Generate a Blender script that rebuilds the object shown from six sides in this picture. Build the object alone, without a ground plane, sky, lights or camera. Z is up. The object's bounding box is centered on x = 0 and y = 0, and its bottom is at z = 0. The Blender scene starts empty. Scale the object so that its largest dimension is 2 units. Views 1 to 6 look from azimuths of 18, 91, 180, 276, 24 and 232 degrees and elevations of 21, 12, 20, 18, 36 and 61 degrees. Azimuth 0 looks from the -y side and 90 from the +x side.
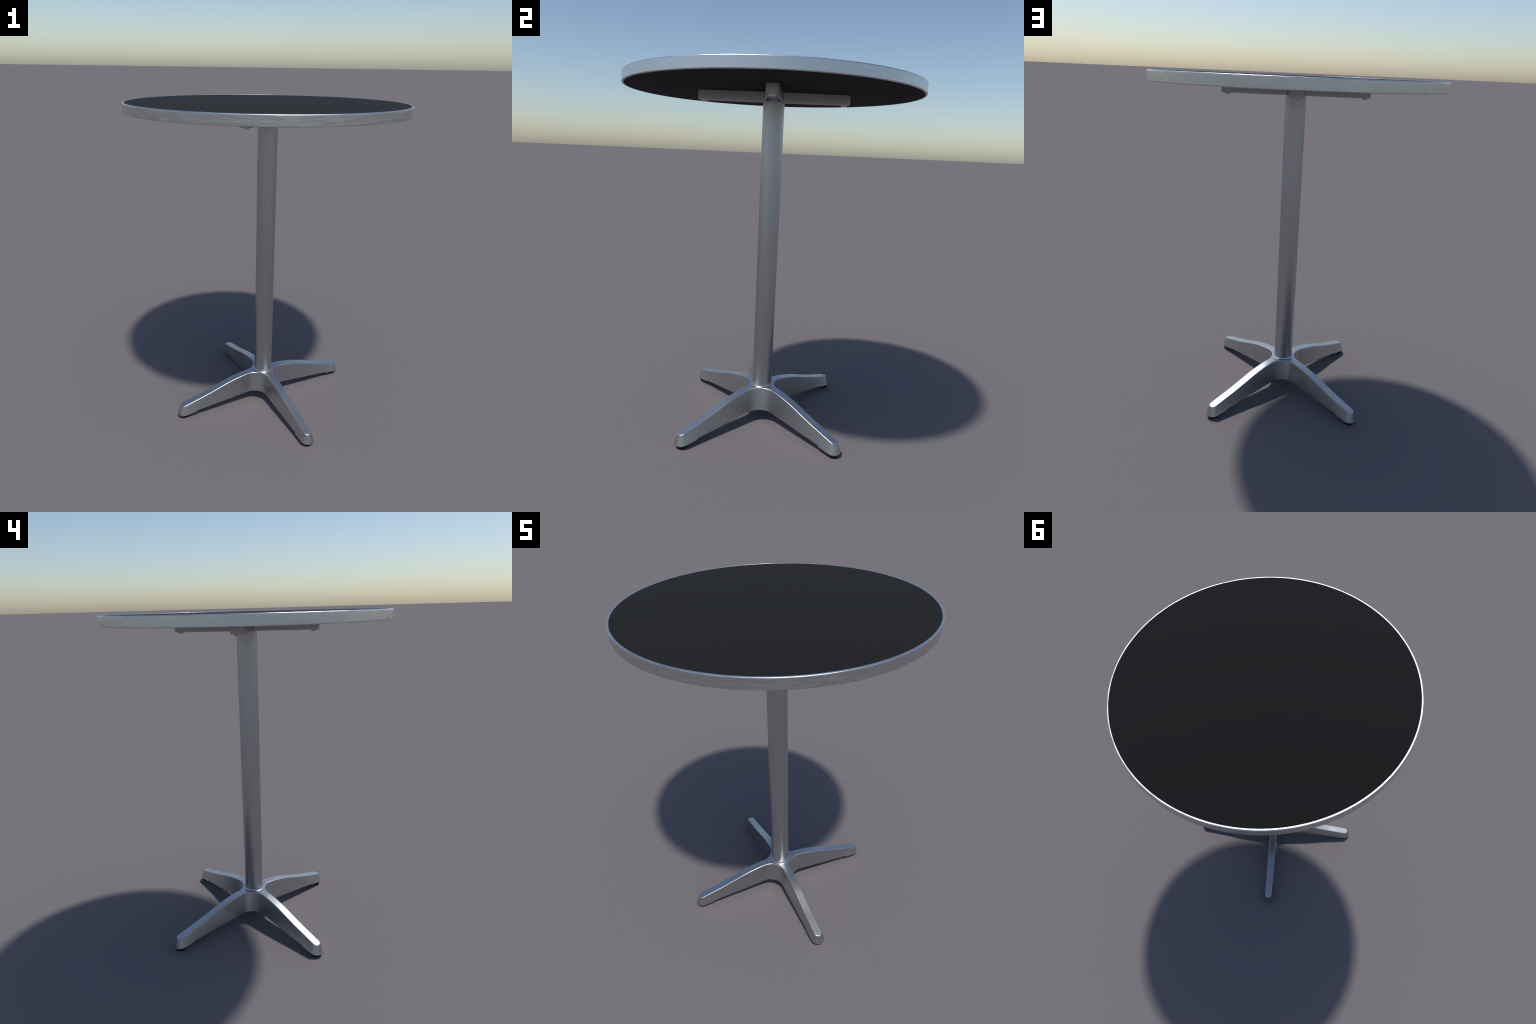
import bpy, math
import numpy as np

# ----------------------------------------------------------------- sizes (m)
TOP_Z, TOP_BOTTOM = 2.0, 1.9450        # tabletop
TOP_R, BAND_W = 0.8220, 0.011          # outer radius, width of the metal band
COL_R_TOP, COL_R_BASE = 0.0600, 0.0590 # column
HUB_Z, HUB_FILLET, HUB_SWEEP = 0.204, 0.006, 0.012                     # crown height of the base, sweep up to the column
TOE_R_TOP, TOE_R_BOT = 0.591, 0.591    # centres of the rounded toe ends
W_TOP, W_BOT = 0.0255, 0.0420          # half widths of a leg, crown and foot
WEB_TOP, WEB_BOT = 0.0965, 0.098       # plan radii of the web between legs
BOSS_R, BOSS_H = 0.517, 0.0065                         # step under the leg where the toe boss starts
ARM_LEN, ARM_W, ARM_HUB_W, ARM_Z = 0.4215, 0.0325, 0.0480, 1.8945
STAND_X = 0.0065                        # the stand sits a little off the top's centre


# ----------------------------------------------------------------- materials
def new_material(name):
    m = bpy.data.materials.new(name)
    m.use_nodes = True
    nt = m.node_tree
    return m, nt, nt.nodes["Principled BSDF"]


def node(nt, kind, **props):
    n = nt.nodes.new(kind)
    for k, v in props.items():
        if k in n.inputs:
            n.inputs[k].default_value = v
        else:
            setattr(n, k, v)
    return n


def aluminium(name, colour, rough, rough_var=0.03, stretch=(2.5, 2.5, 2.5), bump=0.0,
              colour_var=0.04, detail=0.0):
    m, nt, b = new_material(name)
    b.inputs["Metallic"].default_value = 1.0
    tc = node(nt, "ShaderNodeTexCoord")
    mp = node(nt, "ShaderNodeMapping")
    mp.inputs["Scale"].default_value = stretch
    nz = node(nt, "ShaderNodeTexNoise", Scale=1.0, Detail=detail, Roughness=0.55)
    nt.links.new(tc.outputs["Object"], mp.inputs["Vector"])
    nt.links.new(mp.outputs["Vector"], nz.inputs["Vector"])
    cr = node(nt, "ShaderNodeValToRGB")
    cr.color_ramp.elements[0].position = 0.3
    cr.color_ramp.elements[1].position = 0.7
    cr.color_ramp.elements[0].color = (*[c * (1 - colour_var) for c in colour], 1)
    cr.color_ramp.elements[1].color = (*[c * (1 + colour_var) for c in colour], 1)
    nt.links.new(nz.outputs["Fac"], cr.inputs["Fac"])
    nt.links.new(cr.outputs["Color"], b.inputs["Base Color"])
    mr = node(nt, "ShaderNodeMapRange")
    mr.inputs["From Min"].default_value = 0.3
    mr.inputs["From Max"].default_value = 0.7
    mr.inputs["To Min"].default_value = rough - rough_var
    mr.inputs["To Max"].default_value = rough + rough_var
    nt.links.new(nz.outputs["Fac"], mr.inputs["Value"])
    nt.links.new(mr.outputs["Result"], b.inputs["Roughness"])
    if bump:
        bp = node(nt, "ShaderNodeBump", Strength=bump, Distance=0.002)
        nt.links.new(nz.outputs["Fac"], bp.inputs["Height"])
        nt.links.new(bp.outputs["Normal"], b.inputs["Normal"])
    return m


def plastic(name, colour, rough, spec=0.5, grain=600.0, var=0.08):
    m, nt, b = new_material(name)
    b.inputs["Roughness"].default_value = rough
    b.inputs["Specular IOR Level"].default_value = spec
    tc = node(nt, "ShaderNodeTexCoord")
    nz = node(nt, "ShaderNodeTexNoise", Scale=grain, Detail=2.0)
    cr = node(nt, "ShaderNodeValToRGB")
    cr.color_ramp.elements[0].position = 0.35
    cr.color_ramp.elements[1].position = 0.65
    cr.color_ramp.elements[0].color = (*[c * (1 - var) for c in colour], 1)
    cr.color_ramp.elements[1].color = (*[c * (1 + var) for c in colour], 1)
    nt.links.new(tc.outputs["Object"], nz.inputs["Vector"])
    nt.links.new(nz.outputs["Fac"], cr.inputs["Fac"])
    nt.links.new(cr.outputs["Color"], b.inputs["Base Color"])
    return m


CAST = aluminium("cast_aluminium", (0.50, 0.505, 0.515), 0.35, 0.008, colour_var=0.008)
TUBE = aluminium("satin_aluminium_tube", (0.50, 0.505, 0.515), 0.37, 0.008, colour_var=0.01)
BRACKET = aluminium("matt_bracket_aluminium", (0.45, 0.45, 0.455), 0.42, 0.008, colour_var=0.01)
SCREW = aluminium("zinc_screw", (0.60, 0.60, 0.62), 0.35, 0.01, colour_var=0.01)
BAND = aluminium("brushed_edge_band", (0.62, 0.63, 0.635), 0.31, 0.06,
                 stretch=(11, 11, 100), colour_var=0.035, detail=1.0)
LAMINATE = plastic("black_laminate", (0.0022, 0.0022, 0.0023), 1.0, spec=0.43)
RUBBER = plastic("black_glide_plastic", (0.006, 0.006, 0.006), 0.6, spec=0.3)


# ------------------------------------------------------------- mesh helpers
def link(name, mesh, mat, parent):
    o = bpy.data.objects.new(name, mesh)
    bpy.context.scene.collection.objects.link(o)
    if mat and not mesh.materials:
        mesh.materials.append(mat)
    o.parent = parent
    return o


def area_normals(V, F):
    """Area weighted vertex normals: flats stay flat beside narrow fillets."""
    N = np.zeros_like(V)
    for f in F:
        p = V[list(f)]
        n = np.zeros(3)
        for k in range(1, len(f) - 1):
            n += np.cross(p[k] - p[0], p[k + 1] - p[0])
        for i in f:
            N[i] += n
    L = np.linalg.norm(N, axis=1)
    L[L == 0] = 1
    return N / L[:, None]


def make_mesh(name, V, F, N=None):
    me = bpy.data.meshes.new(name)
    me.from_pydata([tuple(v) for v in V], [], [tuple(f) for f in F])
    me.update()
    me.polygons.foreach_set("use_smooth", [True] * len(me.polygons))
    if N is None:
        N = area_normals(np.array(V, float), F)
    me.normals_split_custom_set_from_vertices([tuple(n) for n in N])
    return me


def arc(cr, cz, r, a0, a1, n):
    return [(cr + r * math.cos(math.radians(a0 + (a1 - a0) * k / n)),
             cz + r * math.sin(math.radians(a0 + (a1 - a0) * k / n))) for k in range(n + 1)]


def revolve(name, profile, seg, closed=False, cx=0.0, cy=0.0):
    """Profile of (radius, z), outward side to its right when going up."""
    V, F, rows = [], [], []
    for r, z in profile:
        if r < 1e-9:
            rows.append([len(V)] * seg)
            V.append((cx, cy, z))
        else:
            rows.append(list(range(len(V), len(V) + seg)))
            for k in range(seg):
                a = 2 * math.pi * k / seg
                V.append((cx + r * math.cos(a), cy + r * math.sin(a), z))
    n = len(rows)
    for i in range(n if closed else n - 1):
        A, B = rows[i], rows[(i + 1) % n]
        for k in range(seg):
            j = (k + 1) % seg
            f = []
            for v in (A[k], A[j], B[j], B[k]):
                if v not in f:
                    f.append(v)
            if len(f) > 2:
                F.append(f)
    return make_mesh(name, V, F)


# ------------------------------------------------------------------ the table
table = bpy.data.objects.new("bar_table", None)
bpy.context.scene.collection.objects.link(table)
table["label"] = "tall round bar table, black top, brushed aluminium star base"
table["category"] = "table"

# --- tabletop: black laminate disc inside a brushed metal band
ri = TOP_R - BAND_W
slab = [(0, TOP_BOTTOM + 0.0003), (0.30, TOP_BOTTOM + 0.0003), (ri - 0.01, TOP_BOTTOM + 0.0003),
        (ri, TOP_BOTTOM + 0.0003), (ri, TOP_BOTTOM + 0.0006),
        (ri, TOP_Z - 0.0012), (ri, TOP_Z - 0.0010), (ri - 0.01, TOP_Z - 0.0010),
        (0.30, TOP_Z - 0.0010), (0, TOP_Z - 0.0010)]
tabletop = link("tabletop", revolve("tabletop", slab, 256), LAMINATE, table)

fe, fb = 0.0050, 0.0035
band = (arc(TOP_R - fb, TOP_BOTTOM + fb, fb, -90, 0, 5)
        + [(TOP_R, TOP_BOTTOM + 0.006), (TOP_R, TOP_Z - 0.008)]
        + arc(TOP_R - fe, TOP_Z - fe, fe, 0, 90, 8)
        + [(ri + 0.0012, TOP_Z), (ri + 0.0002, TOP_Z - 0.0006), (ri + 0.0001, TOP_Z - 0.003),
           (ri + 0.0001, TOP_BOTTOM + 0.003), (ri + 0.0002, TOP_BOTTOM + 0.0004),
           (ri + 0.0010, TOP_BOTTOM)])
edge_band = link("edge_band", revolve("edge_band", band, 256, closed=True), BAND, tabletop)

# --- column: slightly tapered tube; the crown of the base sweeps up to meet it
col = [(0.03, HUB_Z - 0.012), (COL_R_BASE - 0.0002, HUB_Z - 0.012), (COL_R_BASE - 0.0002, HUB_Z + 0.010),
       (COL_R_BASE - 0.0002, HUB_Z + HUB_SWEEP), (COL_R_BASE - 0.0001, 0.30),
       (COL_R_TOP, 1.85), (COL_R_TOP, ARM_Z),
       (COL_R_TOP, 1.9300), (COL_R_TOP - 0.001, 1.9310), (0, 1.9310)]
column = link("column", revolve("column", col, 96), TUBE, table)
column.location.x = STAND_X


# --- star base: one smooth casting, split into hub and four legs
def crown_z(r):
    """Height of the leg's crown along its axis: level hub, gentle S to the toe."""
    pts = [(0.0, HUB_Z), (0.09, HUB_Z), (0.14, 0.2015), (0.20, 0.1920), (0.28, 0.1736),
           (0.36, 0.1486), (0.44, 0.1244), (0.52, 0.1036), (0.58, 0.0883), (0.65, 0.0706)]
    x = np.array([p[0] for p in pts])
    y = np.array([p[1] for p in pts])
    m = np.gradient(y, x)
    i = int(np.clip(np.searchsorted(x, r) - 1, 0, len(x) - 2))
    h = x[i + 1] - x[i]
    t = (r - x[i]) / h
    return ((2*t**3 - 3*t**2 + 1) * y[i] + (t**3 - 2*t**2 + t) * h * m[i]
            + (-2*t**3 + 3*t**2) * y[i+1] + (t**3 - t**2) * h * m[i+1])


def crown(r, w):
    """Crown height with the concave sweep up to the column added."""
    d = math.hypot(r, w) - COL_R_BASE
    lift = 0.0
    if d < HUB_FILLET:
        lift = HUB_SWEEP * (1 - math.sqrt(max(1 - (1 - max(d, 0.0) / HUB_FILLET)**2, 0.0)))
    return crown_z(r) + lift


def sole_line(r):
    return min(0.0790 - 0.0885 * r, 0.0680)


def sole_z(r):
    s = float(np.clip((r - (BOSS_R - 0.003)) / 0.006, 0, 1))
    return sole_line(r) - BOSS_H * s


def half_outline(web, half_w, cap_r, n_arc, n_lead, lead_end):
    """(along, across, normal_along, normal_across) from web middle to toe tip."""
    out = []
    c = (web + half_w) * math.sqrt(2)            # web centre on the axis between two legs
    ca, cb = c / math.sqrt(2), c / math.sqrt(2)  # in leg coordinates
    for k in range(n_arc + 1):
        a = math.radians(225 + 45 * k / n_arc)   # from facing the column to facing the leg
        out.append((ca + web * math.cos(a), cb + web * math.sin(a), -math.cos(a), -math.sin(a)))
    if n_lead:
        for k in range(1, n_lead + 1):
            out.append((ca + (lead_end - ca) * k / n_lead, half_w, 0.0, 1.0))
    start = out[-1][0]
    stations = np.concatenate([np.linspace(start, BOSS_R - 0.004, 26)[1:],
                               np.linspace(BOSS_R - 0.003, BOSS_R + 0.003, 5),
                               np.linspace(BOSS_R + 0.004, cap_r, 7)])
    for r in stations:
        out.append((r, half_w, 0.0, 1.0))
    for k in range(1, 15):
        a = math.radians(90 - 90 * k / 14)
        out.append((cap_r + half_w * math.cos(a), half_w * math.sin(a), math.cos(a), math.sin(a)))
    return out


def build_base():
    f_top, f_bot = 0.0045, 0.0035
    lead = WEB_BOT + W_BOT
    bot = half_outline(WEB_BOT, W_BOT, TOE_R_BOT, 24, 0, lead)
    top = half_outline(WEB_TOP, W_TOP, TOE_R_TOP, 18, 6, lead)
    n = len(top)
    prof = []                       # rows from sole centre edge to crown edge, per station
    for i in range(n):
        (br, bw, bnr, bnw), (tr, tw, tnr, tnw) = bot[i], top[i]
        row = []
        hi = (tr, tw, crown(tr, tw) - f_top)
        full = (br, bw, sole_line(br) - BOSS_H + f_bot)   # flank drawn down to boss depth
        cut = (sole_z(br) - sole_line(br) + BOSS_H) / (hi[2] - full[2])
        lo = tuple(full[c] + (hi[c] - full[c]) * cut for c in range(3))
        for k in range(5):          # bottom fillet
            a = math.radians(90 * k / 4)
            o = f_bot * (1 - math.sin(a))
            row.append((lo[0] - bnr * o, lo[1] - bnw * o, lo[2] - f_bot * math.cos(a)))
        for t in (0.04, 0.2, 0.4, 0.6, 0.8, 0.96):
            row.append(tuple(lo[c] + (hi[c] - lo[c]) * t for c in range(3)))
        for k in range(7):          # crown fillet
            a = math.radians(90 * k / 6)
            o = f_top * (1 - math.cos(a))
            r = tr - tnr * o
            w = tw - tnw * o
            row.append((r, w, crown(r, w) - f_top * (1 - math.sin(a))))
        prof.append(row)
    V, F, tag = [], [], []
    lookup = {}

    def vid(p):
        key = (round(p[0], 5), round(p[1], 5), round(p[2], 5))
        if key not in lookup:
            lookup[key] = len(V)
            V.append(p)
        return lookup[key]

    m = len(prof[0])
    across = 8
    n_hub = 24                     # stations that belong to the web arc
    for leg in range(4):
        A = math.radians(45 + 90 * leg)
        ux, uy = math.cos(A), math.sin(A)

        def P(r, w, z):
            return vid((ux * r - uy * w, uy * r + ux * w, z))

        def quad(ids, r):
            f = []
            for v in ids:
                if v not in f:
                    f.append(v)
            if len(f) > 2:
                F.append(f)
                tag.append(leg + 1 if r > lead + 0.005 else 0)

        for i in range(n - 1):
            r = 0.5 * (bot[i][0] + bot[i + 1][0])
            for k in range(m - 1):
                for s in (1, -1):
                    a, b = prof[i][k], prof[i + 1][k]
                    c, d = prof[i + 1][k + 1], prof[i][k + 1]
                    ids = [P(q[0], s * q[1], q[2]) for q in (a, b, c, d)]
                    quad(ids[::-1] if s > 0 else ids, r)
            for k, up in ((m - 1, True), (0, False)):     # crown and sole strips
                if up and i < n_hub:
                    continue
                for j in range(across):
                    w0, w1 = 1 - 2 * j / across, 1 - 2 * (j + 1) / across
                    a, b = prof[i][k], prof[i + 1][k]
                    ids = [P(a[0], a[1] * w0, a[2]), P(b[0], b[1] * w0, b[2]),
                           P(b[0], b[1] * w1, b[2]), P(a[0], a[1] * w1, a[2])]
                    quad(ids[::-1] if up else ids, r)
        a = prof[0][0]                                    # sole wedge to the axis
        for j in range(across):
            w0, w1 = 1 - 2 * j / across, 1 - 2 * (j + 1) / across
            quad([P(0, 0, a[2]), P(a[0], a[1] * w0, a[2]), P(a[0], a[1] * w1, a[2])][::1], 0)
        # hub crown: rays from the column's foot out to the crown edge
        edge = [(prof[i][m - 1][0], prof[i][m - 1][1]) for i in range(n_hub + 1)]
        rim = ([(r, w) for r, w in edge] + [(edge[-1][0], edge[-1][1] * (1 - 2 * j / across))
                                            for j in range(1, across)]
               + [(r, -w) for r, w in edge[::-1]])
        rays = []
        for r, w in rim:
            d = math.hypot(r, w)
            cu, cw = r / d, w / d
            reach = [COL_R_BASE + HUB_FILLET * (1 - math.cos(math.radians(90 * k / 12))) for k in range(13)]
            reach = [q for q in reach if q < d - 0.0006]
            reach += [reach[-1] + (d - reach[-1]) * k / (18 - len(reach)) for k in range(1, 19 - len(reach))]
            rays.append([(cu * q, cw * q) for q in reach[:-1]] + [(r, w)])
        for a, b in zip(rays[:-1], rays[1:]):
            for k in range(len(a) - 1):
                quad([P(q[0], q[1], crown(*q)) for q in (a[k], b[k], b[k + 1], a[k + 1])], 0)
    V = np.array(V)
    # make all faces face outward (sign of the enclosed volume)
    vol = sum(np.dot(V[f[0]], np.cross(V[f[k]], V[f[k + 1]])) for f in F for k in range(1, len(f) - 1))
    if vol < 0:
        F = [f[::-1] for f in F]
    N = area_normals(V, F)
    foot = (np.abs(np.hypot(V[:, 0], V[:, 1]) - COL_R_BASE) < 1e-5) & (V[:, 2] > HUB_Z)
    N[foot] = np.c_[V[foot, :2] / COL_R_BASE, np.zeros(foot.sum())]
    parts = []
    for t in range(5):
        fs = [f for f, g in zip(F, tag) if g == t]
        used = sorted({v for f in fs for v in f})
        idx = {v: q for q, v in enumerate(used)}
        parts.append(make_mesh("base_hub" if t == 0 else "leg", V[used],
                               [[idx[v] for v in f] for f in fs], N[used]))
    return parts


meshes = build_base()
hub = link("base_hub", meshes[0], CAST, table)
hub.location.x = STAND_X
glide_profile = [(0, 0.0), (0.024, 0.0)] + arc(0.026, 0.006, 0.006, -80, -25, 5) + \
                [(0.0355, 0.0155), (0.036, 0.0185), (0.0355, 0.026), (0, 0.026)]
glide_mesh = revolve("glide", glide_profile, 48)
for q in range(4):
    leg = link("leg", meshes[q + 1], CAST, hub)
    g = link("glide", glide_mesh, RUBBER, leg)
    a = math.radians(45 + 90 * q)
    g.location = (0.594 * math.cos(a), 0.594 * math.sin(a), 0)


# --- bracket under the top: four channel arms, open below, one screw each
def arm_mesh():
    wall, ceil, fil = 0.0085, ARM_Z + 0.013, 0.022
    ztop, zb = TOP_BOTTOM - 0.0003, ARM_Z

    def plan(inset, rad):
        """Half-open outline: web to the next arm, tapered flank, rounded end, and back."""
        hub_w = ARM_HUB_W - inset
        c, f = hub_w + fil, fil
        side = [(c + f * math.cos(math.radians(225 + 45 * k / 6)),
                 c + f * math.sin(math.radians(225 + 45 * k / 6))) for k in range(7)]
        half, length = ARM_W - inset, ARM_LEN - inset
        side += [(length - rad + rad * math.sin(math.radians(90 * k / 8)),
                  half - rad + rad * math.cos(math.radians(90 * k / 8))) for k in range(9)]
        return [(x, -y) for x, y in side] + [(x, y) for x, y in side[::-1]]

    e = 0.0015
    loops = [[(x, y, z) for x, y in plan(i, r)] for i, r, z in
             ((-0.0008, 0.013, ztop), (0, 0.013, zb + 2 * e), (0, 0.013, zb + e),
              (0.3 * e, 0.0105, zb + 0.3 * e), (e, 0.010, zb), (wall - 0.0005, 0.005, zb),
              (wall, 0.005, zb + 0.0005), (wall, 0.005, ceil))]
    V, F = [], []
    n = len(loops[0])
    for L in loops:
        V += L
    for i in range(len(loops) - 1):
        for k in range(n - 1):
            a, b = i * n + k, i * n + k + 1
            F.append([a, a + n, b + n, b])
    base = (len(loops) - 1) * n
    V.append((0, 0, ceil))
    F.append(([base + k for k in range(n)] + [len(V) - 1])[::-1])   # ceiling
    V = np.array(V)
    me = bpy.data.meshes.new("bracket_arm")
    me.from_pydata([tuple(v) for v in V], [], F)
    me.update()
    return me


arm = arm_mesh()
screw_profile = [(0, 1.8880), (0.0045, 1.8880), (0.0052, 1.8853), (0.0062, 1.8848), (0.0125, 1.8850),
                 (0.0145, 1.8860), (0.0180, 1.8915), (0.0192, 1.8945), (0.0195, 1.8980),
                 (0.0195, 1.9160), (0, 1.9160)]
screw_mesh = revolve("screw", [(r, z) for r, z in screw_profile], 32)
for q in range(4):
    a = link("bracket_arm", arm, BRACKET, table)
    a.rotation_euler = (0, 0, math.radians(90 * q))
    s = link("screw", screw_mesh, SCREW, a)
    s.location = (0.390, 0, 0)
    a.location.x = STAND_X

# shade the bracket arm smooth by angle, with its flats kept flat
arm.polygons.foreach_set("use_smooth", [True] * len(arm.polygons))
arm.set_sharp_from_angle(angle=math.radians(50))
